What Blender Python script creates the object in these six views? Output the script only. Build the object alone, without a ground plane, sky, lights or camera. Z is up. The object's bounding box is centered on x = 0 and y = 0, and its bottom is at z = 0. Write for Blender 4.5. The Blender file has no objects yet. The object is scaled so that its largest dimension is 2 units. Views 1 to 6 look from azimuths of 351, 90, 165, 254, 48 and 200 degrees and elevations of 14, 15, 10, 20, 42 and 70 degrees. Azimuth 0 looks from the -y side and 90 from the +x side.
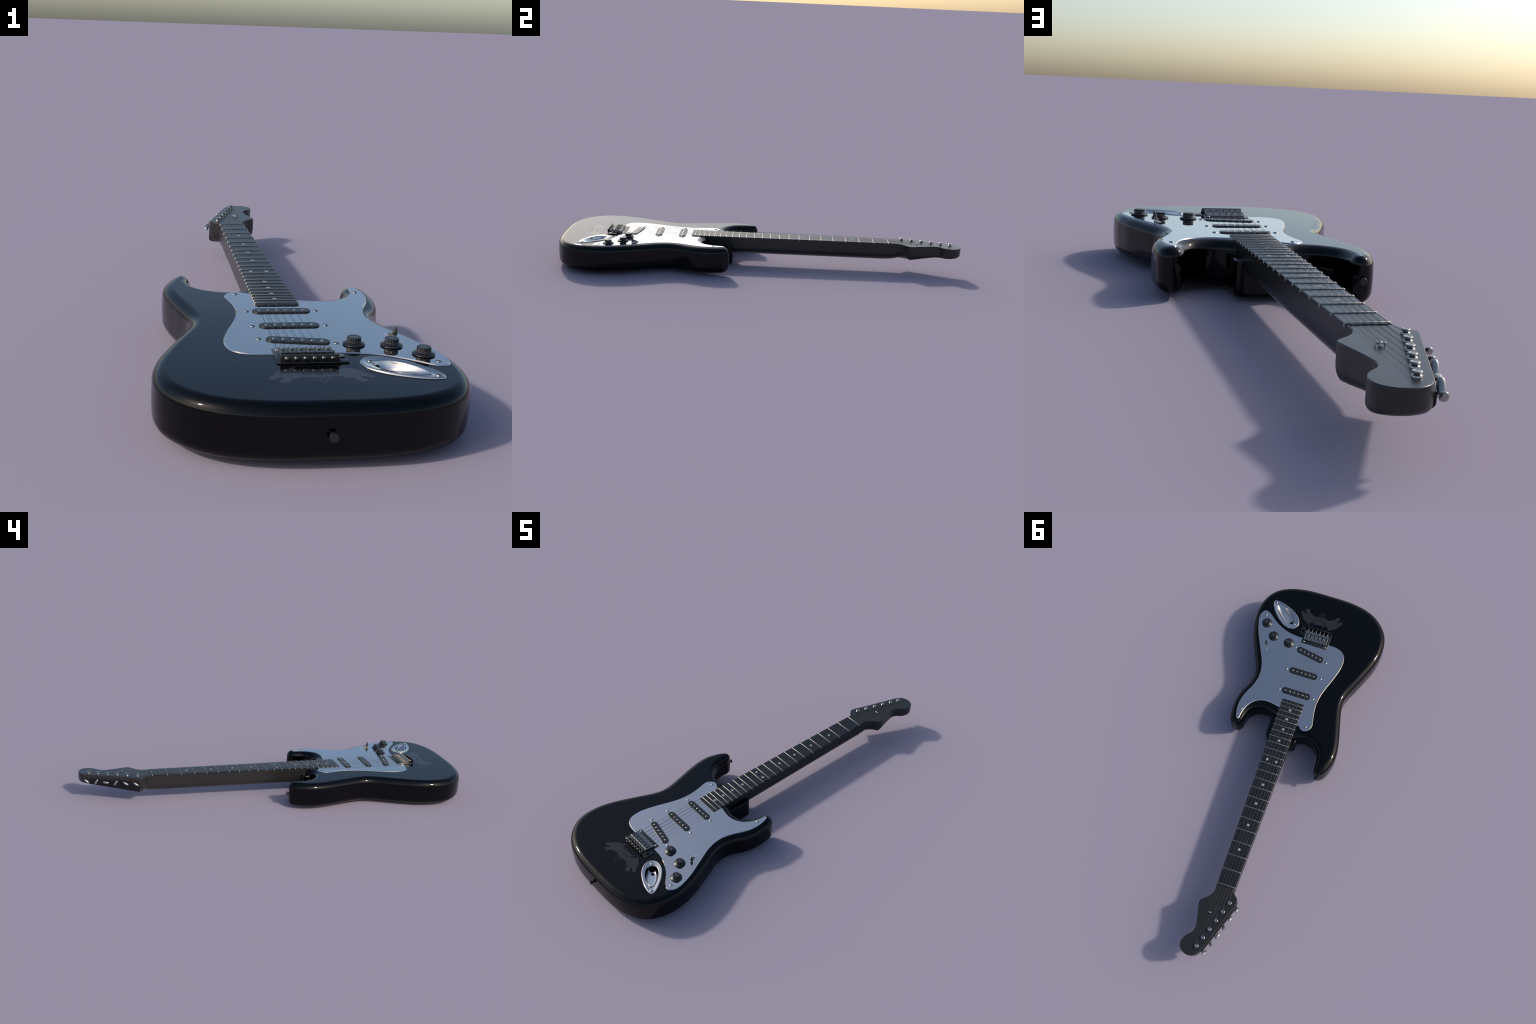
"""Black solid-body electric guitar lying on its back, chrome pickguard.
x: across the body, y: along the neck (head at +y), z: up.  Metres."""
import bpy, bmesh, math
import numpy as np
from mathutils import Vector, Matrix

# ------------------------------------------------------------------ materials
def new_mat(name, color, rough=0.4, metal=0.0, spec=0.5, coat=0.0, bump=None, vary=None):
    m = bpy.data.materials.new(name); m.use_nodes = True
    nt = m.node_tree; b = nt.nodes["Principled BSDF"]
    b.inputs["Base Color"].default_value = (*color, 1)
    b.inputs["Roughness"].default_value = rough
    b.inputs["Metallic"].default_value = metal
    b.inputs["Specular IOR Level"].default_value = spec
    b.inputs["Coat Weight"].default_value = coat
    b.inputs["Coat Roughness"].default_value = 0.03
    tc = nt.nodes.new("ShaderNodeTexCoord")
    if vary:            # (scale xyz, colour a, colour b)
        mp = nt.nodes.new("ShaderNodeMapping"); mp.inputs["Scale"].default_value = vary[0]
        nz = nt.nodes.new("ShaderNodeTexNoise"); nz.inputs["Scale"].default_value = 1; nz.inputs["Detail"].default_value = 5
        rp = nt.nodes.new("ShaderNodeValToRGB")
        rp.color_ramp.elements[0].position = 0.35; rp.color_ramp.elements[1].position = 0.68
        rp.color_ramp.elements[0].color = (*vary[1], 1); rp.color_ramp.elements[1].color = (*vary[2], 1)
        nt.links.new(tc.outputs["Object"], mp.inputs["Vector"]); nt.links.new(mp.outputs[0], nz.inputs["Vector"])
        nt.links.new(nz.outputs["Fac"], rp.inputs[0]); nt.links.new(rp.outputs[0], b.inputs["Base Color"])
    if bump:            # (scale xyz, strength, distance)
        mp = nt.nodes.new("ShaderNodeMapping"); mp.inputs["Scale"].default_value = bump[0]
        nz = nt.nodes.new("ShaderNodeTexNoise"); nz.inputs["Scale"].default_value = 1; nz.inputs["Detail"].default_value = 4
        bp = nt.nodes.new("ShaderNodeBump"); bp.inputs["Strength"].default_value = bump[1]; bp.inputs["Distance"].default_value = bump[2]
        nt.links.new(tc.outputs["Object"], mp.inputs["Vector"]); nt.links.new(mp.outputs[0], nz.inputs["Vector"])
        nt.links.new(nz.outputs["Fac"], bp.inputs["Height"]); nt.links.new(bp.outputs[0], b.inputs["Normal"])
    return m, b, nt

def smudge(b, nt, scale, lo, hi):
    """roughness varied by large soft noise (finger marks, polish)"""
    tc = nt.nodes.new("ShaderNodeTexCoord")
    nz = nt.nodes.new("ShaderNodeTexNoise"); nz.inputs["Scale"].default_value = scale; nz.inputs["Detail"].default_value = 6
    mr = nt.nodes.new("ShaderNodeMapRange")
    mr.inputs["From Min"].default_value = 0.35; mr.inputs["From Max"].default_value = 0.7
    mr.inputs["To Min"].default_value = lo; mr.inputs["To Max"].default_value = hi
    nt.links.new(tc.outputs["Object"], nz.inputs["Vector"]); nt.links.new(nz.outputs["Fac"], mr.inputs["Value"])
    nt.links.new(mr.outputs[0], b.inputs["Roughness"])

M_LACQUER, b_, n_ = new_mat("black_lacquer", (0.0004, 0.0004, 0.0005), 0.05, spec=0.26); smudge(b_, n_, 5, 0.035, 0.07)
M_CHROME, b_, n_ = new_mat("mirror_chrome", (0.60, 0.565, 0.54), 0.05, 1.0); smudge(b_, n_, 9, 0.03, 0.10)
M_SATIN, _, _ = new_mat("satin_black_paint", (0.0165, 0.0150, 0.0135), 0.31)  # black lifted and warmed to carry the sun's sheen on the neck side
M_WOOD, _, _ = new_mat("dark_fretboard_wood", (0.02, 0.02, 0.02), 0.29,
    bump=((260, 14, 260), 0.15, 0.0004), vary=((330, 9, 60), (0.005, 0.005, 0.0055), (0.014, 0.014, 0.015)))
M_NICKEL, _, _ = new_mat("nickel", (0.36, 0.34, 0.31), 0.42, 1.0)
M_STEEL, _, _ = new_mat("steel_screw", (0.40, 0.375, 0.34), 0.22, 1.0)
M_STRING, _, _ = new_mat("string_steel", (0.085, 0.082, 0.076), 0.42, 1.0)
M_PEARL, _, _ = new_mat("satin_grey_metal", (0.36, 0.355, 0.34), 0.36, 0.9)
M_PLASTIC, _, _ = new_mat("black_plastic", (0.010, 0.010, 0.012), 0.33)
M_BLACKMETAL, _, _ = new_mat("black_metal", (0.012, 0.012, 0.013), 0.25)
M_HOUSING, _, _ = new_mat("tuner_housing_black", (0.004, 0.004, 0.005), 0.5, spec=0.3)
M_SADDLE, _, _ = new_mat("saddle_metal", (0.27, 0.265, 0.26), 0.28, 1.0)
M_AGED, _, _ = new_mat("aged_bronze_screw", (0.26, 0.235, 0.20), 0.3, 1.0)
M_DOT, _, _ = new_mat("inlay_grey", (0.36, 0.36, 0.36), 0.4)
M_DECAL, _, _ = new_mat("decal_grey", (0.02, 0.02, 0.023), 0.12, spec=0.35, vary=((700, 700, 700), (0.017, 0.018, 0.021), (0.025, 0.026, 0.029)))
M_LETTER, _, _ = new_mat("dark_lettering", (0.006, 0.006, 0.007), 0.3)
M_PRINT, _, _ = new_mat("knob_print_grey", (0.25, 0.25, 0.25), 0.5)
M_HOLE, _, _ = new_mat("dark_hole", (0.001, 0.001, 0.001), 0.9, spec=0.0)
M_SLOT, _, _ = new_mat("bright_slot", (0.85, 0.84, 0.82), 0.3, 1.0)
M_LEVER, _, _ = new_mat("lever_grey", (0.22, 0.21, 0.20), 0.4, 0.9)

# ------------------------------------------------------------------ object helpers
def link(ob, parent=None):
    bpy.context.scene.collection.objects.link(ob)
    if parent: ob.parent = parent
    return ob

def mesh_obj(name, verts, faces, mat, parent=None, smooth=40, normals=None, loc=None):
    me = bpy.data.meshes.new(name)
    me.from_pydata([tuple(map(float, v)) for v in verts], [], [tuple(f) for f in faces])
    me.materials.append(mat)
    me.validate()
    if normals is not None:
        me.shade_smooth()
        me.normals_split_custom_set_from_vertices([tuple(map(float, n)) for n in normals])
    elif smooth:
        bm = bmesh.new(); bm.from_mesh(me)
        bmesh.ops.recalc_face_normals(bm, faces=bm.faces); bm.to_mesh(me); bm.free()
        me.shade_smooth(); me.set_sharp_from_angle(angle=math.radians(smooth))
    ob = bpy.data.objects.new(name, me)
    if loc is not None: ob.location = loc
    return link(ob, parent)

def again(ob, parent, loc=None, rot=None, scale=None):
    c = ob.copy(); c.parent = parent
    bpy.context.scene.collection.objects.link(c)
    if loc is not None: c.location = loc
    if rot is not None: c.rotation_euler = rot
    if scale is not None: c.scale = scale
    return c

def closed_spline(pts, n, sigma=0.0, corner=None):
    """closed Catmull-Rom through pts, resampled to n even points, optional smoothing (metres)"""
    P = np.array(pts, float); k = len(P); out = []
    for i in range(k):
        p0, p1, p2, p3 = P[i-1], P[i], P[(i+1) % k], P[(i+2) % k]
        d1, d2, d3 = [max(np.linalg.norm(b-a), 1e-6)**0.5 for a, b in ((p0, p1), (p1, p2), (p2, p3))]
        m1 = (p1-p0)/d1 - (p2-p0)/(d1+d2) + (p2-p1)/d2
        m2 = (p2-p1)/d2 - (p3-p1)/(d2+d3) + (p3-p2)/d3
        m1, m2 = m1*d2, m2*d2
        for t in np.linspace(0, 1, 24, endpoint=False):
            out.append((2*t**3-3*t**2+1)*p1+(t**3-2*t**2+t)*m1+(-2*t**3+3*t**2)*p2+(t**3-t**2)*m2)
    out = np.array(out)
    def even(Q):
        L = np.r_[0, np.cumsum(np.linalg.norm(np.roll(Q, -1, 0)-Q, axis=1))]
        s = np.linspace(0, L[-1], n, endpoint=False); Q2 = np.vstack([Q, Q[:1]])
        return np.stack([np.interp(s, L, Q2[:, j]) for j in range(Q.shape[1])], 1), L[-1]
    Q, L = even(out)
    if sigma > 0:
        step = L/n; w = int(4*sigma/step)+1
        g = np.exp(-0.5*(np.arange(-w, w+1)*step/sigma)**2); g /= g.sum()
        Q = sum(gi*np.roll(Q, -j, 0) for gi, j in zip(g, range(-w, w+1)))
        Q, _ = even(Q)
    if area(Q) < 0: Q = Q[::-1].copy()
    return Q

def area(Q):
    x, y = Q[:, 0], Q[:, 1]
    return 0.5*np.sum(x*np.roll(y, -1)-np.roll(x, -1)*y)

def out_normals(Q):
    t = np.roll(Q, -1, 0)-np.roll(Q, 1, 0)
    n = np.stack([t[:, 1], -t[:, 0]], 1)
    return n/np.linalg.norm(n, axis=1)[:, None]

def medial_radius(Q, N):
    D = Q[None]-Q[:, None]; d2 = (D**2).sum(2); dn = -(D*N[:, None]).sum(2)
    with np.errstate(divide='ignore', invalid='ignore'):
        R = np.where(dn > 1e-7, d2/(2*dn), 9.0)
    np.fill_diagonal(R, 9.0)
    return R.min(1)

def inset_widths(Q, N, a, keep=0.9):
    w = np.minimum(a, keep*medial_radius(Q, N))
    for _ in range(30):
        w = np.minimum(w, (np.roll(w, 1)+w*2+np.roll(w, -1))/4*1.0+0)
    return w

def tri_fill(loops):
    """triangulate planar loops (outer + holes); returns index triples into the stacked loops"""
    bm = bmesh.new(); vs = []; es = []
    for Q in loops:
        v = [bm.verts.new((p[0], p[1], 0)) for p in Q]
        es += [bm.edges.new((v[i], v[(i+1) % len(v)])) for i in range(len(v))]; vs += v
    bm.verts.index_update()
    bmesh.ops.triangle_fill(bm, use_beauty=True, use_dissolve=False, edges=es, normal=(0, 0, 1))
    tris = []
    for f in bm.faces:
        idx = [v.index for v in f.verts]
        if f.normal.z < 0: idx.reverse()
        tris.append(idx)
    bm.free(); return tris

def slab(Q, ztop, zbot, top=(0.003, 0.003), bot=(0.003, 0.003), seg=10, bulge=0.0, hole=None, hole_depth=0.03):
    """solid from a plan outline: elliptical round-overs (width, height) top and bottom; ztop/zbot/sizes may be
    numbers or arrays over the outline. Returns verts, faces, normals."""
    n = len(Q); N = out_normals(Q); A = lambda v: np.broadcast_to(np.asarray(v, float), (n,)).copy()
    zt, zb = A(ztop), A(zbot); ta, tb, ba, bb = A(top[0]), A(top[1]), A(bot[0]), A(bot[1])
    ta, ba = inset_widths(Q, N, ta), inset_widths(Q, N, ba)
    V, NR, F = [], [], []
    def ring(inset, z, nh, nz):
        V.append(np.c_[Q-N*inset[:, None], z]); l = np.sqrt(nh**2+nz**2)
        NR.append(np.c_[N*(nh/l)[:, None], nz/l])
    for i in range(seg+1):                       # bottom: from flat cap outwards to the wall
        t = math.pi/2*(1-i/seg); c, s = math.cos(t), math.sin(t)
        ring(ba*(1-c), zb+bb*(1-s), c/np.maximum(ba, 1e-5), -s/np.maximum(bb, 1e-5))
    if bulge:
        for u in np.linspace(0, 1, 8)[1:-1]:
            ring(-A(bulge*math.sin(math.pi*u)), (zb+bb)*(1-u)+(zt-tb)*u, A(1.0), A(-bulge*math.pi*math.cos(math.pi*u)/0.08))
    for i in range(seg+1):                       # top
        t = math.pi/2*(i/seg); c, s = math.cos(t), math.sin(t)
        ring(ta*(1-c), zt-tb*(1-s), c/np.maximum(ta, 1e-5), s/np.maximum(tb, 1e-5))
    k = len(V)
    for r in range(k-1):
        for i in range(n):
            j = (i+1) % n; F.append((r*n+i, r*n+j, (r+1)*n+j, (r+1)*n+i))
    V = np.vstack(V); NR = np.vstack(NR)
    F.append(tuple(reversed(range(n))))
    if hole is None:
        F.append(tuple((k-1)*n+i for i in range(n)))
    else:
        h = len(hole); base = len(V); zt0 = zt.mean()
        for t in tri_fill([V[(k-1)*n:, :2], hole]):
            F.append(tuple((k-1)*n+i if i < n else base+i-n for i in t))
        V = np.vstack([V, np.c_[hole, np.full(h, zt0)], np.c_[hole, np.full(h, zt0)], np.c_[hole, np.full(h, zt0-hole_depth)]])
        HN = -out_normals(hole)
        NR = np.vstack([NR, np.tile([0, 0, 1.], (h, 1)), np.c_[HN, np.zeros(h)], np.c_[HN, np.zeros(h)]])
        for i in range(h):
            j = (i+1) % h; F.append((base+h+j, base+h+i, base+2*h+i, base+2*h+j))
        F.append(tuple(base+2*h+i for i in range(h)))
    return V, F, NR

def slab_obj(name, Q, ztop, zbot, mat, parent, smooth=None, **kw):
    V, F, NR = slab(np.asarray(Q, float), ztop, zbot, **kw)
    return mesh_obj(name, V, F, mat, parent, smooth=smooth or 40, normals=None if smooth else NR)

def lathe(profile, n=40, ridge=None):
    """profile [(r, z)] about z. ridge=(i0, i1, count, depth) scallops the rows i0..i1"""
    V, F = [], []
    for k, (r, z) in enumerate(profile):
        for i in range(n):
            a = 2*math.pi*i/n; rr = r
            if ridge and ridge[0] <= k <= ridge[1]:
                rr = r-ridge[3]*(0.5+0.5*math.copysign(abs(math.cos(ridge[2]*a))**0.5, math.cos(ridge[2]*a)))
            V.append((rr*math.cos(a), rr*math.sin(a), z))
    for k in range(len(profile)-1):
        for i in range(n):
            j = (i+1) % n; F.append((k*n+i, k*n+j, (k+1)*n+j, (k+1)*n+i))
    F.append(tuple(reversed(range(n)))); F.append(tuple((len(profile)-1)*n+i for i in range(n)))
    return V, F

def tube(path, r, n=8):
    """round rod along a polyline; r number or list. Path frames kept upright."""
    P = np.array(path, float); R = np.broadcast_to(np.asarray(r, float), (len(P),)); V, F = [], []
    prev = None
    for i, p in enumerate(P):
        t = P[min(i+1, len(P)-1)]-P[max(i-1, 0)]; t /= np.linalg.norm(t)
        if prev is None:
            up = np.array([0, 0, 1.]) if abs(t[2]) < 0.9 else np.array([0, 1., 0]); prev = up
        a = np.cross(t, prev); a /= np.linalg.norm(a); b = np.cross(a, t); prev = b
        for k in range(n):
            an = 2*math.pi*k/n; V.append(p+R[i]*(math.cos(an)*a+math.sin(an)*b))
    m = len(P)
    for i in range(m-1):
        for k in range(n):
            j = (k+1) % n; F.append((i*n+k, i*n+j, (i+1)*n+j, (i+1)*n+k))
    F.append(tuple(reversed(range(n)))); F.append(tuple((m-1)*n+k for k in range(n)))
    return V, F

def box(x0, x1, y0, y1, z0, z1):
    V = [(x, y, z) for z in (z0, z1) for y in (y0, y1) for x in (x0, x1)]
    F = [(0, 2, 3, 1), (4, 5, 7, 6), (0, 1, 5, 4), (2, 6, 7, 3), (0, 4, 6, 2), (1, 3, 7, 5)]
    return V, F

def extrude_x(prof, x0, x1):
    """(y, z) profile extruded along x"""
    n = len(prof)
    V = [(x0, y, z) for y, z in prof]+[(x1, y, z) for y, z in prof]
    F = [(i, (i+1) % n, n+(i+1) % n, n+i) for i in range(n)]+[tuple(reversed(range(n))), tuple(range(n, 2*n))]
    return V, F

def join(parts):
    V, F = [], []
    for v, f in parts:
        o = len(V); V += [tuple(p) for p in v]; F += [tuple(i+o for i in q) for q in f]
    return V, F

def bevelled(ob, width, seg=2, angle=35):
    bm = bmesh.new(); bm.from_mesh(ob.data)
    bmesh.ops.remove_doubles(bm, verts=bm.verts, dist=1e-6)
    es = [e for e in bm.edges if len(e.link_faces) == 2 and e.calc_face_angle(0) > math.radians(angle)]
    bmesh.ops.bevel(bm, geom=es, offset=width, segments=seg, profile=0.5, affect='EDGES', clamp_overlap=True)
    bmesh.ops.recalc_face_normals(bm, faces=bm.faces)
    bm.to_mesh(ob.data); bm.free()
    ob.data.shade_smooth(); ob.data.set_sharp_from_angle(angle=math.radians(40))
    return ob

def capsule(L, W, n=16):
    r = W/2; h = L/2-r
    return np.array([(h+r*math.cos(a), r*math.sin(a)) for a in np.linspace(-math.pi/2, math.pi/2, n)] +
                    [(-h+r*math.cos(a), r*math.sin(a)) for a in np.linspace(math.pi/2, 1.5*math.pi, n)])

def rounded_rect(x0, x1, y0, y1, r, n=8):
    c = [(x1-r, y0+r, -90), (x1-r, y1-r, 0), (x0+r, y1-r, 90), (x0+r, y0+r, 180)]
    return np.array([(cx+r*math.cos(math.radians(a+90*i/n)), cy+r*math.sin(math.radians(a+90*i/n)))
                     for cx, cy, a in c for i in range(n+1)])

def text_mesh(name, body, size, mat, parent, loc, width=None, depth=0.0003, shear=0.0, bold=0.0):
    cu = bpy.data.curves.new(name, 'FONT'); cu.body = body; cu.size = size
    cu.align_x = 'CENTER'; cu.align_y = 'CENTER'; cu.extrude = depth/2; cu.shear = shear; cu.offset = bold
    tmp = bpy.data.objects.new(name, cu); bpy.context.scene.collection.objects.link(tmp)
    bpy.context.view_layer.update()
    me = bpy.data.meshes.new_from_object(tmp.evaluated_get(bpy.context.evaluated_depsgraph_get()))
    bpy.data.objects.remove(tmp); me.materials.clear(); me.materials.append(mat)
    if width:
        xs = [v.co.x for v in me.vertices]; k = width/(max(xs)-min(xs))
        for v in me.vertices: v.co.x *= k
    ob = bpy.data.objects.new(name, me); ob.location = loc
    return link(ob, parent)

# ------------------------------------------------------------------ the guitar
ROOT = bpy.data.objects.new("electric_guitar", None); link(ROOT)
ROOT["label"] = "black solid-body electric guitar with mirror chrome pickguard"
ROOT["category"] = "electric guitar"

Z_TOP = 0.1382            # flat face of the body
Z_PG = 0.1404             # face of the pickguard
Z_BACK = 0.0125           # flat back of the body (it rests on the plates screwed to its back)

# ---- body outline: bass bout, waist, long horn, cutaways, short horn, waist, treble bout
BODY = [(0.0, -.9845), (-.06, -.984), (-.11, -.981), (-.16, -.973), (-.20, -.962), (-.237, -.945), (-.268, -.924),
        (-.292, -.901), (-.312, -.875), (-.327, -.848), (-.337, -.813), (-.341, -.775), (-.339, -.735), (-.332, -.697),
        (-.321, -.659), (-.308, -.625), (-.292, -.585), (-.274, -.543), (-.256, -.502), (-.243, -.470), (-.236, -.440),
        (-.235, -.410), (-.239, -.380), (-.246, -.348), (-.256, -.310), (-.266, -.270), (-.276, -.230), (-.284, -.190),
        (-.288, -.155), (-.288, -.125), (-.284, -.098), (-.276, -.072), (-.266, -.047), (-.253, -.030), (-.238, -.0205),
        (-.223, -.021), (-.2125, -.032), (-.2085, -.050), (-.209, -.070), (-.207, -.092), (-.202, -.116), (-.194, -.135),
        (-.182, -.1485), (-.167, -.162), (-.151, -.1715), (-.133, -.179), (-.116, -.1815), (-.099, -.180), (-.084, -.175),
        (-.068, -.164), (-.05, -.157), (0, -.19), (.045, -.245), (.070, -.258), (.097, -.2680), (.125, -.271), (.153, -.2650),
        (.173, -.254), (.188, -.238), (.198, -.219), (.2020, -.199), (.2055, -.179), (.2115, -.161), (.225, -.149),
        (.243, -.147), (.259, -.154), (.271, -.172), (.276, -.199), (.279, -.230), (.279, -.259), (.275, -.290),
        (.265, -.325), (.252, -.355), (.241, -.382), (.235, -.409), (.234, -.436), (.239, -.463), (.247, -.488),
        (.260, -.515), (.290, -.582), (.313, -.636), (.326, -.678), (.334, -.707), (.340, -.746), (.342, -.778),
        (.340, -.811), (.334, -.841), (.324, -.869), (.310, -.895), (.293, -.916), (.272, -.935), (.244, -.951),
        (.206, -.966), (.168, -.975), (.128, -.981), (.086, -.9835), (.044, -.9845)]
body_q = closed_spline(BODY, 720, 0.006)
body_q = body_q+out_normals(body_q)*np.interp(body_q[:, 1], [-.75, -.45], [-.0003, .0022])[:, None]

# egg-shaped jack plate: axis from the bridge end (blunt) to the rim end (pointed)
JA, JB = np.array([.135, -.7535]), np.array([.2604, -.845])       # its two screws
j_u = (JB-JA)/np.linalg.norm(JB-JA); j_v = np.array([-j_u[1], j_u[0]]); j_c = (JA+JB)/2
def egg(L, W, shift, n=96, point=0.30):
    t = np.linspace(0, 2*math.pi, n, endpoint=False)
    s = L/2*np.cos(t); w = W/2*np.sin(t)*(1-point*np.cos(t))
    return j_c+np.outer(s+shift, j_u)+np.outer(w, j_v)

V, F, NR = slab(body_q, Z_TOP, Z_BACK, top=(0.031, 0.028), bot=(0.031, 0.031), seg=14, bulge=0.0012,
                hole=egg(0.162, 0.062, -0.001), hole_depth=0.03)
body = mesh_obj("body", V, F, M_LACQUER, ROOT, normals=NR)
heel_q = rounded_rect(-.078, .0770, -.36, -.1310, .022)
heel_q = closed_spline(heel_q, 160)
slab_obj("neck_heel", heel_q, 0.107, 0.0080, M_LACQUER, body, top=(.007, .006), bot=(.012, .012), seg=8)
# plates on the back: neck plate with four bolts, spring-cavity cover
neck_plate = slab_obj("neck_plate", rounded_rect(-.050, .050, -.285, -.162, .010), .0128, .0042, M_CHROME, body, top=(.001, .001), bot=(.002, .002), seg=3)
cover = slab_obj("cavity_cover", rounded_rect(-.085, .085, -.800, -.500, .012), .0128, .0050, M_PLASTIC, body, top=(.001, .001), bot=(.001, .001), seg=2)

# ---- strap buttons: flared pegs on the rim
SB = [(0, 0), (.0098, -.004), (.0094, .002), (.0076, .005), (.0070, .010), (.0072, .0150), (.0090, .0170), (.0100, .0182), (.0100, .0210), (.0092, .0222), (.0006, .0224), (0, 0)]
peg = mesh_obj("strap_button", *lathe(SB[1:-1], 28), M_BLACKMETAL, ROOT, smooth=50, loc=(.0035, -.9775, .077))
peg.rotation_euler = (math.pi/2, 0, 0)
again(peg, ROOT, (-.2300, -.0270, .077), (-math.pi/2, 0, 0))

# ---- pickguard
PG = [(.300, -.787), (.315, -.768), (.317, -.740), (.310, -.705), (.297, -.664), (.286, -.637), (.272, -.608),
      (.256, -.574), (.240, -.542), (.226, -.512), (.217, -.484), (.211, -.456), (.209, -.426), (.213, -.395),
      (.222, -.363), (.234, -.334), (.245, -.306), (.252, -.279), (.255, -.252), (.254, -.224), (.250, -.199),
      (.245, -.181), (.239, -.170), (.231, -.166), (.2255, -.174), (.224, -.193), (.220, -.217), (.211, -.243),
      (.196, -.267), (.177, -.285), (.155, -.296), (.133, -.301), (.110, -.301), (.085, -.297), (.059, -.291),
      (.03, -.28), (-.03, -.245), (-.060, -.226), (-.077, -.216), (-.090, -.209), (-.104, -.208), (-.118, -.217),
      (-.129, -.232), (-.132, -.251), (-.128, -.272), (-.123, -.297), (-.1185, -.325), (-.116, -.351), (-.117, -.377),
      (-.120, -.406), (-.127, -.438), (-.137, -.471), (-.149, -.507), (-.160, -.543), (-.169, -.580), (-.173, -.612),
      (-.171, -.643), (-.163, -.667), (-.150, -.682), (-.134, -.691), (-.113, -.697), (-.093, -.699), (-.06, -.699),
      (0, -.698), (.06, -.697), (.080, -.697), (.102, -.698), (.132, -.702), (.163, -.711), (.196, -.726), (.223, -.743),
      (.250, -.764), (.270, -.780), (.286, -.787)]
pg_q = closed_spline(PG, 560, 0.0028)
pickguard = slab_obj("pickguard", pg_q, Z_PG, Z_TOP-.0022, M_CHROME, ROOT, top=(.0028, .0032), bot=(.0002, .0002), seg=1, smooth=20)

# pan-head screws (shared mesh)
SCREW = [(.0075, 0), (.0073, .0009), (.0062, .0019), (.0042, .0027), (.0018, .0030), (.0004, .0031)]
screw0 = mesh_obj("screw", *lathe(SCREW, 24), M_STEEL, pickguard, smooth=80, loc=(-.100, -.2305, Z_PG-.0003))
for x, y in [(.2336, -.2218), (.2892, -.7614), (.0889, -.385), (-.0891, -.385), (.0903, -.5028), (-.0900, -.5028),
             (.0871, -.633), (-.0882, -.5953)]:
    again(screw0, pickguard, (x, y, Z_PG-.0003))

bolt_rot = (math.pi, 0, 0)
for x in (-.038, .038):
    for y in (-.274, -.173): again(screw0, neck_plate, (x, y, .0044), bolt_rot, (1.25, 1.25, 1.42))
    for y in (-.788, -.650, -.512): again(screw0, cover, (x*1.9, y, .0052), bolt_rot)

# ---- pickups: rounded bars with six pole pieces
pole_mesh = None
def pickup(cx, cy, ang):
    global pole_mesh
    q = capsule(.149, .0335, 20)
    ob = slab_obj("pickup", q, Z_PG+.0034, Z_PG-.001, M_PLASTIC, ROOT, top=(.0016, .0016), bot=(.0003, .0003), seg=5)
    ob.location = (cx, cy, 0); ob.rotation_euler = (0, 0, ang)
    for i in range(6):
        loc = ((i-2.5)*.0224, 0, Z_PG+.0032)
        if pole_mesh is None:
            pole_mesh = mesh_obj("pole_piece", *lathe([(.0049, 0), (.0049, .0005), (.0043, .0010), (.0026, .0014), (.0005, .0015)], 20),
                                 M_STEEL, ob, smooth=70, loc=loc)
        else: again(pole_mesh, ob, loc)
    return ob
pickup(0, -.387, 0); pickup(0, -.5035, 0); pickup(.0005, -.6140, math.radians(-10.5))

# ---- control knobs: skirt, ribbed barrel, lettering
KNOB = [(.0235, 0), (.0258, .0009), (.0262, .0020), (.0255, .0030), (.0225, .0042), (.0190, .0058), (.0168, .0074),
        (.0163, .0076), (.0163, .0084), (.0163, .0168), (.0163, .0176), (.0152, .0184), (.0145, .0184), (.004, .0182)]
knob0 = None
for x, y, word, w in [(.1255, -.6440, "VOLUME", .0185), (.2113, -.6565, "TONE", .0118), (.2682, -.7176, "TONE", .0118)]:
    loc = (x, y, Z_PG+.0004)
    if knob0 is None:
        knob0 = k = mesh_obj("control_knob", *lathe(KNOB, 192, ridge=(8, 9, 24, .0011)), M_PLASTIC, ROOT, smooth=60, loc=loc)
    else: k = again(knob0, ROOT, loc)
    text_mesh("lettering", word, .0052, M_PRINT, k, (0, .001, .01855), width=w)

# ---- pickup selector: chrome slot, flat blade, pointed tip
sw = mesh_obj("selector_switch", *join([box(-.0024, .0024, -.0235, .0235, 0, .0011)]), M_SLOT, ROOT, smooth=30, loc=(.2270, -.592, Z_PG-.0002))
sw.rotation_euler = (0, 0, math.radians(18.5))
blade = [(-.0215, 0), (-.0215, .008), (-.016, .0125), (-.009, .0120), (-.001, .0095), (.007, .0055), (.013, 0)]
mesh_obj("switch_blade", *extrude_x(blade, -.0009, .0009), M_LEVER, sw, smooth=30, loc=(0, 0, .0008))
tip = mesh_obj("switch_tip", *lathe([(.0040, -.0015), (.0064, 0), (.0066, .0012), (.0050, .0080), (.0028, .0155), (.0018, .0182), (.0007, .0192)], 24),
               M_BLACKMETAL, sw, smooth=50, loc=(.0006, -.0165, .0105))
tip.rotation_euler = (math.radians(6), math.radians(5), 0)

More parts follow.
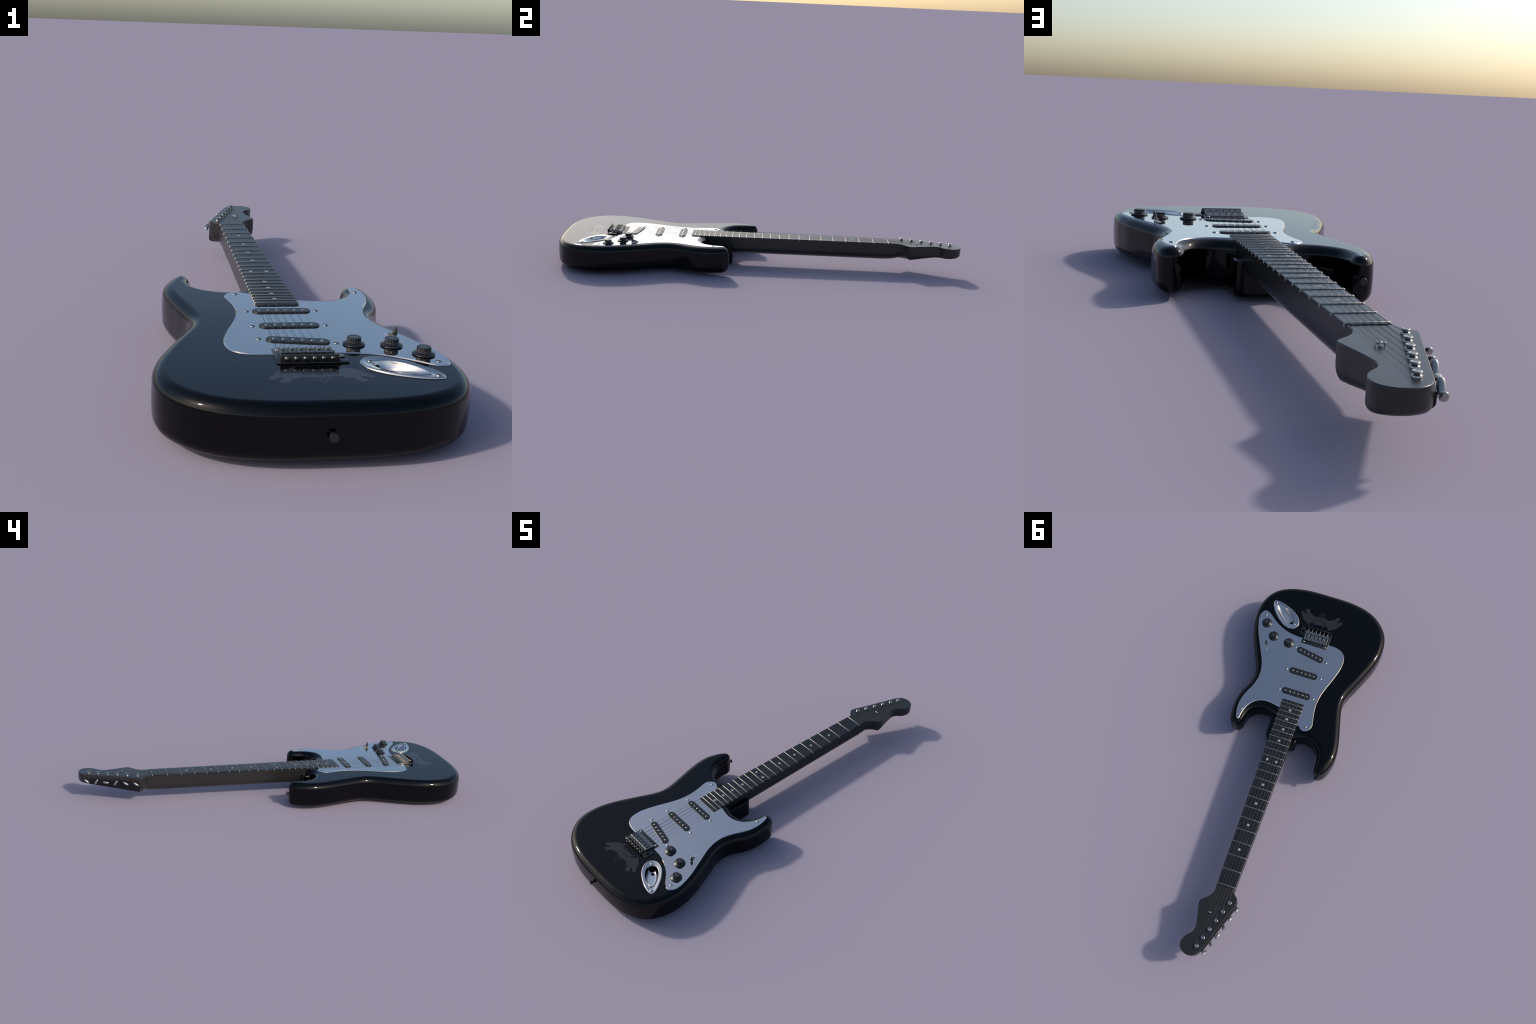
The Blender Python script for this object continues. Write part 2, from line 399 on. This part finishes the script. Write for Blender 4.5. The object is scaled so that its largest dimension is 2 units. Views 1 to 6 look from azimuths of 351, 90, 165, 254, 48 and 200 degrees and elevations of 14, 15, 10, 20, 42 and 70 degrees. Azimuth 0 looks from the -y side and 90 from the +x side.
# ---- recessed jack plate: rim, bevel, boat-shaped cup with the socket in its blunt end wall
rings = [(egg(.193, .0890, -.003), Z_TOP-.002), (egg(.193, .0890, -.003), 0.1388), (egg(.190, .0860, -.003), 0.1412), (egg(.187, .0830, -.003), 0.1421),
         (egg(.184, .0800, -.003), 0.1421), (egg(.180, .0765, -.003), 0.1414),
         (egg(.136, .0640, -.006, point=.24), 0.1412), (egg(.133, .0610, -.006, point=.24), 0.1408), (egg(.130, .0585, -.006, point=.24), 0.1398)]
cup = []
for f in (.985, .965, .94, .90, .85, .78, .68, .55, .40, .22, .06):
    q = egg(.130*f, .0585*f, -.006-(1-f)*.006, point=.24)
    s_ = (q-j_c) @ j_u                                     # deeper at the blunt end, a ramp up to the pointed one
    cup.append((q, 0.1398-.0265*(1-f**7)*np.clip(.70-s_/.130*.80, .22, 1.0)))
V, F = [], []
for q, z in rings+cup: V += [(*p, zz) for p, zz in zip(q, np.broadcast_to(z, (96,)))]
nr = len(rings)+len(cup)
for r in range(nr-1):
    for i in range(96):
        j = (i+1) % 96; F.append((r*96+i, r*96+j, (r+1)*96+j, (r+1)*96+i))
F.append(tuple((nr-1)*96+i for i in range(96)))
jack = mesh_obj("jack_plate", V, F, M_CHROME, ROOT, smooth=50)
for p in (JA, JB): again(screw0, jack, (p[0], p[1], .1413))
hole_p = j_c-j_u*.0570
hole = mesh_obj("jack_socket", *lathe([(.0098, -.006), (.0098, .0006), (.0086, .0010), (.0085, .0004), (.0004, .0002)], 28), M_HOLE, jack, smooth=40,
                loc=(hole_p[0], hole_p[1], .1265))
hole.rotation_euler = Vector((j_u[0]*.80, j_u[1]*.80, .60)).to_track_quat('Z', 'Y').to_euler()

# ---- bridge: base plate with arm tab, rear wall, six saddles, screws
PLATE = [(-.0712, -.7560), (-.0712, -.6665), (.0680, -.6665), (.0680, -.7070), (.0760, -.7095), (.0860, -.7095), (.0895, -.7130),
         (.0895, -.7540), (.0870, -.7575), (.0660, -.7575), (-.0650, -.7575)]
n = len(PLATE); z0, z1 = Z_TOP-.0005, .1425
V = [(x, y, z0) for x, y in PLATE]+[(x, y, z1) for x, y in PLATE]
F = [(i, (i+1) % n, n+(i+1) % n, n+i) for i in range(n)]+[tuple(range(n)), tuple(range(n, 2*n))]
bridge = mesh_obj("bridge", V, F, M_BLACKMETAL, ROOT); bevelled(bridge, .0028, 3)
wall = mesh_obj("bridge_wall", *extrude_x([(-.7572, .1405), (-.7572, .1590), (-.7535, .1590), (-.7535, .1405)], -.0640, .0640), M_BLACKMETAL, bridge)
for v in wall.data.vertices:
    if v.co.x > 0 and v.co.z < .15: v.co.x += .005
bevelled(wall, .0008, 2)
mesh_obj("arm_hole", *lathe([(.0058, 0), (.0058, .0004), (.0052, .0005), (.0003, .00045)], 24), M_HOLE, bridge, smooth=40, loc=(.0779, -.7340, .1423))
SAD = [(-.7335, .1428), (-.7335, .1565), (-.7330, .1579), (-.7318, .1588), (-.7305, .1590), (-.7290, .1585), (-.7278, .1572), (-.7262, .1535),
       (-.7230, .1521), (-.6990, .1518), (-.6950, .1500), (-.6880, .1492), (-.6860, .1480), (-.6860, .1428)]
saddle0 = slot0 = grub0 = long0 = None
for i in range(6):
    x = (i-2.5)*.0203
    if saddle0 is None:
        saddle0 = s = mesh_obj("saddle", *extrude_x(SAD, -.0092, .0092), M_SADDLE, bridge, loc=(x, 0, 0)); bevelled(s, .0005, 1)
        glint_strip0 = mesh_obj("saddle_glint_strip", *join([box(k*.0072-.0008, k*.0072+.0008, -.7255, -.6975, .1510, .1533) for k in (-1, 1)]), M_AGED, s, smooth=30)  # raised strips modelled to draw the sun glint lines on each saddle
        bevelled(glint_strip0, .0004, 1)
        slot0 = mesh_obj("string_slot", *join([extrude_x([(-.7235, .1500), (-.7235, .1528), (-.7030, .1523), (-.7030, .1500)], -.0022, .0022)]), M_HOLE, s, smooth=30)
        grub0 = mesh_obj("grub_screw", *lathe([(.0017, -.003), (.0017, .0038), (.0011, .0042), (.0003, .0042)], 12), M_AGED, s, smooth=50, loc=(-.0058, -.6915, .1495))
        again(grub0, s, (.0058, -.6915, .1495))
        long0 = mesh_obj("intonation_screw", *join([tube([(0, -.758, .1510), (0, -.733, .1510)], .0017, 10)]), M_AGED, s, smooth=50)
        head0 = mesh_obj("screw_head", *lathe([(.0052, 0), (.0050, .0016), (.0038, .0032), (.0020, .0038), (.0004, .0039)], 20), M_AGED, s, smooth=80, loc=(0, -.7572, .1510))
        head0.rotation_euler = (math.pi/2, 0, 0)
        coil0 = mesh_obj("spring_block", *box(-.0032, .0032, -.7500, -.7400, .1425, .1475), M_BLACKMETAL, s, smooth=30)
    else:
        s = again(saddle0, bridge, (x, 0, 0))
        for o in (slot0, glint_strip0, long0, coil0): again(o, s)
        again(head0, s); again(grub0, s, (-.0058, -.6915, .1495)); again(grub0, s, (.0058, -.6915, .1495))
for x in (.0560, -.0592): again(screw0, bridge, (x, -.6762, .1420), scale=(.72, .72, .9))

# ---- neck: U section, slightly tapered, fading into the head
def xc(y): return -.0031-.0042*y
def hw(y): return .0440+(.0570-.0440)*(.644-y)/(.644+.3245)
def neck_bottom(y): return float(np.interp(y, [-.4, .60, .64, .67, .70, .742], [.0535, .0538, .0545, .0580, .0650, .0860]))
NS = 40
ys = list(np.linspace(-.3385, .58, 24))+list(np.linspace(.60, .742, 16))
V = []
for y in ys:
    w, c, zb = hw(min(y, .65))-.0002, xc(y), neck_bottom(y); zt = .1385; zm = max(.096, zb+.012)
    row = [(c+w, y, zt), (c+w, y, (zt+zm)/2)]
    for k in range(NS+1):
        t = math.pi*k/NS; cx_, sx_ = math.cos(t), math.sin(t); e = 2/2.35
        row.append((c+w*math.copysign(abs(cx_)**e, cx_), y, zm-(zm-zb)*abs(sx_)**e))
    row += [(c-w, y, (zt+zm)/2), (c-w, y, zt)]
    V += row
m = len(row); F = []
for i in range(len(ys)-1):
    for k in range(m):
        j = (k+1) % m; F.append((i*m+k, i*m+j, (i+1)*m+j, (i+1)*m+k))
F.append(tuple(range(m))); F.append(tuple((len(ys)-1)*m+k for k in range(m)))
neck = mesh_obj("neck", V, F, M_SATIN, ROOT, smooth=35)

# fretboard with rounded end
Y0, Y1 = -.3405, .6500
fb = [(xc(Y1)-hw(Y1), Y1), (xc(.15)-hw(.15), .15)]
def rnd(cx, cy, a0, r=.006): return [(cx+r*math.cos(a), cy+r*math.sin(a)) for a in np.linspace(a0, a0+math.pi/2, 6)]
wl = hw(Y0)
fb += rnd(xc(Y0)-wl+.006, Y0+.006, math.pi)+rnd(xc(Y0)+wl-.006, Y0+.006, 1.5*math.pi)
fb += [(xc(.15)+hw(.15), .15), (xc(Y1)+hw(Y1), Y1)]
n = len(fb)
V = [(x, y, .1376) for x, y in fb]+[(x, y, .1425) for x, y in fb]
cen = lambda x, y: (x-math.copysign(.0014, x-xc(y)), y+(.0012 if y < -.334 else 0), .1437)
V += [cen(x, y) for x, y in fb]
F = []
for r in range(2):
    for i in range(n): F.append((r*n+i, r*n+(i+1) % n, (r+1)*n+(i+1) % n, (r+1)*n+i))
F += [tuple(range(n)), tuple(range(2*n, 3*n))]
fretboard = mesh_obj("fretboard", V, F, M_WOOD, neck, smooth=30)
Z_FB = .1437

SCALE_L, Y_NUT = 1.343, .643
def fret_y(k): return Y_NUT-SCALE_L*(1-2**(-k/12))
for k in range(0, 23):
    y = fret_y(k); w, c = hw(y)+.0001, xc(y)
    path = [(c-w, y, .1378), (c-w, y, .1415), (c-w+.0006, y, .1433), (c-w+.002, y, .1442)]
    path += [(c, y, .1446)]+[(2*c-x, yy, z) for x, yy, z in reversed(path)]
    mesh_obj("fret", *tube(path, .0021, 10), M_NICKEL, neck, smooth=60)
dot0 = None
def dot(x, y):
    global dot0
    loc = (x, y, Z_FB-.0004)
    if dot0 is None: dot0 = mesh_obj("inlay_dot", *lathe([(.0062, 0), (.0062, .0007), (.0004, .0007)], 28), M_DOT, neck, smooth=30, loc=loc)
    else: again(dot0, neck, loc)
for k in (3, 5, 7, 9, 15, 17, 19, 21):
    y = (fret_y(k)+fret_y(k-1))/2; dot(xc(y), y)
y = (fret_y(12)+fret_y(11))/2; dot(xc(y)-.0232, y); dot(xc(y)+.0232, y)
nutx = xc(.651)
mesh_obj("nut", *box(nutx-.036, nutx+.036, .6495, .6540, .1395, .1448), M_PLASTIC, neck, smooth=30)

# ---- headstock
HEAD = [(-.0480, .640), (-.0470, .655), (-.0515, .665), (-.0610, .674), (-.0735, .686), (-.0800, .698), (-.0790, .713), (-.0620, .765),
        (-.0434, .823), (-.0182, .902), (-.0005, .9565), (.0080, .974), (.0200, .988), (.0370, .9965), (.0550, .9990), (.0750, .9950),
        (.0920, .9830), (.1010, .9680), (.1030, .950), (.0970, .929), (.0860, .912), (.0730, .900), (.0650, .888), (.0620, .870),
        (.0650, .848), (.0690, .829), (.0775, .795), (.0850, .768), (.0870, .752), (.0835, .742), (.0740, .733), (.0570, .718),
        (.0430, .699), (.0365, .678), (.0370, .655), (.0375, .640)]
head_q = closed_spline(HEAD, 420, 0.0022)
hy = head_q[:, 1]
hz = np.interp(hy, [.64, .70, .78, .90, .97, 1.0], [.0680, .0680, .0725, .0865, .0940, .0975])
hr = np.interp(hy, [.64, .72, .80, .95], [.026, .028, .020, .013])
headstock = slab_obj("headstock", head_q, .1430, hz, M_SATIN, ROOT, top=(.0028, .0028), bot=(hr, hr*np.interp(hy, [.74, .85], [1.35, .95])), seg=8)

# tuner housing: black bar along the straight edge
e0, e1 = np.array([-.0775, .7125]), np.array([.0020, .9640])
e_t = (e1-e0)/np.linalg.norm(e1-e0); e_n = np.array([-e_t[1], e_t[0]])
def housing_section(p, zb):
    prof = [(-.040, .1240), (.0030, .1240), (.0040, .1230)]
    r = .012
    prof += [(.0040-r+r*math.cos(a), zb+r-r*math.sin(a)) for a in np.linspace(0, math.pi/2, 7)]
    prof += [(-.040, zb-.001)]
    return [(*(p+e_n*o), z) for o, z in prof]
S0, S1 = housing_section(e0, .0655), housing_section(e1, .0960); n = len(S0)
V = S0+S1; F = [(i, (i+1) % n, n+(i+1) % n, n+i) for i in range(n)]+[tuple(range(n)), tuple(range(n, 2*n))]
mesh_obj("tuner_housing", V, F, M_HOUSING, headstock, smooth=35)

POSTS = [(-.0491, .7176), (-.0336, .7662), (-.0184, .8140), (-.0034, .8606), (.0112, .9060), (.0260, .9504)]
POST = [(.0088, 0), (.0088, .0032), (.0080, .0042), (.0060, .0050), (.0050, .0056), (.0050, .0070), (.0070, .0080),
        (.0086, .0088), (.0086, .0098), (.0076, .0106), (.0052, .0108), (.0046, .0103), (.0028, .0103), (.0004, .0108)]
post0 = shaft0 = but0 = None
ROLL = [-30, -27, 55, -5, 58, -38]           # how far each button is turned on its shaft
edge_ang = math.atan2(e_n[1], e_n[0])
def button_mesh():
    V, F = [], []; nu, nv = 28, 18
    for j in range(nv+1):
        ph = math.pi*(j/nv-.5)
        for i in range(nu):
            th = 2*math.pi*i/nu; p = lambda v, e: math.copysign(abs(v)**e, v)
            V.append((0.0074*p(math.sin(ph), .8), .0162*p(math.cos(ph), .75)*math.cos(th), .0058*p(math.cos(ph), .75)*p(math.sin(th), .9)))
    for j in range(nv):
        for i in range(nu): k = (i+1) % nu; F.append((j*nu+i, j*nu+k, (j+1)*nu+k, (j+1)*nu+i))
    return V, F
for (x, y), roll in zip(POSTS, ROLL):
    if post0 is None: post0 = mesh_obj("tuner_post", *lathe(POST, 32), M_STEEL, headstock, smooth=45, loc=(x, y, .1428))
    else: again(post0, headstock, (x, y, .1428))
    c = np.array([x, y])+e_n*.0422
    rot = (Matrix.Rotation(edge_ang, 4, 'Z') @ Matrix.Rotation(math.radians(roll), 4, 'X')).to_euler()
    if but0 is None:
        but0 = mesh_obj("tuner_button", *button_mesh(), M_PEARL, headstock, smooth=80, loc=(c[0], c[1], .1150))
        but0.rotation_euler = rot
        shaft0 = mesh_obj("tuner_shaft", *tube([(-.030, 0, 0), (-.004, 0, 0)], .0022, 12), M_STEEL, but0, smooth=50)
    else:
        b = again(but0, headstock, (c[0], c[1], .1150), rot); again(shaft0, b)

# string tree: small stand with two curled wings
tree = mesh_obj("string_tree", *join([lathe([(.0034, 0), (.0034, .0030), (.0024, .0036), (.0024, .0062), (.0040, .0064), (.0030, .0082), (.0004, .0084)], 16),
    tube([(-.0088, 0, .0012), (-.0084, 0, .0058), (-.0060, 0, .0064), (-.0035, 0, .0050), (0, 0, .0058), (.0035, 0, .0050), (.0060, 0, .0064), (.0084, 0, .0058), (.0088, 0, .0012)], .0017, 8),
    ]), M_STEEL, headstock, smooth=60, loc=(.0232, .7863, .1428))

# ---- strings
for i in range(6):
    r = .00056-.00006*i
    xb, xn = (i-2.5)*.0203, xc(Y_NUT)+(i-2.5)*.0143
    px, py = POSTS[i]; zs = .1469+r
    path = [(xb, -.7190, .1515), (xb, -.7065, .1532), (xb, -.7030, .1536)]
    for t in (.25, .5, .75): path.append((xb+(xn-xb)*t, -.7030+(Y_NUT+.7030)*t, .1536+(zs-.1536)*t))
    path += [(xn, Y_NUT, zs), (xn+(px+.005-xn)*.1, .6515, zs-.0008)]
    if i >= 4:
        t = (.7863-.652)/(py-.652); path.append((xn+(px+.005-xn)*t, .7863, .1470))
    path += [(px+.0052, py-.003, .1490), (px+.0048, py+.002, .1490)]
    mesh_obj("guitar_string", *tube(path, r, 8), M_STRING, ROOT, smooth=80)

# ---- printed emblem on the body: two beast heads back to back, word, hollow triangle
BEAST = [(0.1237, -0.8345), (0.1227, -0.8404), (0.1171, -0.8456), (0.1118, -0.8441), (0.1038, -0.8385), (0.0922, -0.8308), (0.0952, -0.8442),
         (0.0990, -0.8498), (0.1055, -0.8545), (0.1017, -0.8614), (0.0929, -0.8644), (0.0844, -0.8645), (0.0798, -0.8577), (0.0757, -0.8439),
         (0.0665, -0.8434), (0.0581, -0.8402), (0.0513, -0.8342), (0.0444, -0.8316), (0.0357, -0.8346), (0.0296, -0.8347), (0.0215, -0.8320),
         (0.0144, -0.8363), (0.0092, -0.8389), (0.0019, -0.8351), (-0.0077, -0.8355), (-0.0126, -0.8353), (-0.0203, -0.8338), (-0.0261, -0.8308),
         (-0.0386, -0.8373), (-0.0467, -0.8422), (-0.0549, -0.8428), (-0.0573, -0.8505), (-0.0608, -0.8586), (-0.0664, -0.8638), (-0.0749, -0.8634),
         (-0.0819, -0.8589), (-0.0849, -0.8525), (-0.0782, -0.8494), (-0.0733, -0.8422), (-0.0717, -0.8320), (-0.0818, -0.8382), (-0.0909, -0.8435),
         (-0.0958, -0.8471), (-0.1022, -0.8383), (-0.1009, -0.8310), (-0.0920, -0.8212), (-0.0850, -0.8092), (-0.0794, -0.8005), (-0.0701, -0.7919),
         (-0.0600, -0.7857), (-0.0499, -0.7836), (-0.0470, -0.7777), (-0.0420, -0.7782), (-0.0358, -0.7712), (-0.0375, -0.7808), (-0.0414, -0.7875),
         (-0.0365, -0.7913), (-0.0294, -0.7909), (-0.0231, -0.7881), (-0.0272, -0.7977), (-0.0222, -0.7982), (-0.0144, -0.7961), (-0.0200, -0.7843),
         (-0.0095, -0.7890), (-0.0001, -0.7918), (0.0066, -0.7903), (0.0155, -0.7914), (0.0282, -0.7898), (0.0410, -0.7847), (0.0358, -0.7982),
         (0.0470, -0.8027), (0.0490, -0.7978), (0.0421, -0.7892), (0.0518, -0.7914), (0.0588, -0.7945), (0.0605, -0.7885), (0.0552, -0.7725),
         (0.0626, -0.7781), (0.0699, -0.7839), (0.0799, -0.7887), (0.0915, -0.7944), (0.0999, -0.8012), (0.1062, -0.8128), (0.1147, -0.8237)]
Q = np.array(BEAST); Q = Q if area(Q) > 0 else Q[::-1]
def flat(loops, z0, z1):
    st = np.vstack(loops); n = len(st); V = np.vstack([np.c_[st, np.full(n, z0)], np.c_[st, np.full(n, z1)]]); F = []
    for t in tri_fill(loops): F += [tuple(reversed(t)), tuple(i+n for i in t)]
    o = 0
    for L in loops:
        for i in range(len(L)): a, b = o+i, o+(i+1) % len(L); F.append((a, b, b+n, a+n))
        o += len(L)
    return V, F
emblem = mesh_obj("emblem", *flat([Q], Z_TOP-.0002, Z_TOP+.00018), M_DECAL, ROOT, smooth=30)
tri = np.array([(.0335, -.830), (-.0125, -.830), (.0102, -.8690)]); tc_ = tri.mean(0)
t_in = tc_+(tri-tc_)*.80; t_m = tc_+(tri-tc_)*.40+np.array([0, .004]); t_m2 = tc_+(tri-tc_)*.22+np.array([0, .004])
mesh_obj("emblem_triangle", *join([flat([tri, t_in], Z_TOP-.0002, Z_TOP+.00016), flat([t_m, t_m2], Z_TOP-.0002, Z_TOP+.00016)]), M_DECAL, emblem, smooth=30)
text_mesh("lettering", "Dragons", .0230, M_LETTER, emblem, (.0110, -.8125, Z_TOP+.0002), width=.082, depth=.0004, shear=.25, bold=.0004)

# ---- keep the tree three levels deep: thing > part > sub-part
bpy.context.view_layer.update()
for ob in list(bpy.data.objects):
    if ob.parent and ob.parent.parent and ob.parent.parent.parent:
        world = ob.matrix_world.copy(); up = ob.parent.parent
        ob.parent = up; ob.matrix_parent_inverse = Matrix.Identity(4)
        ob.matrix_basis = up.matrix_world.inverted() @ world
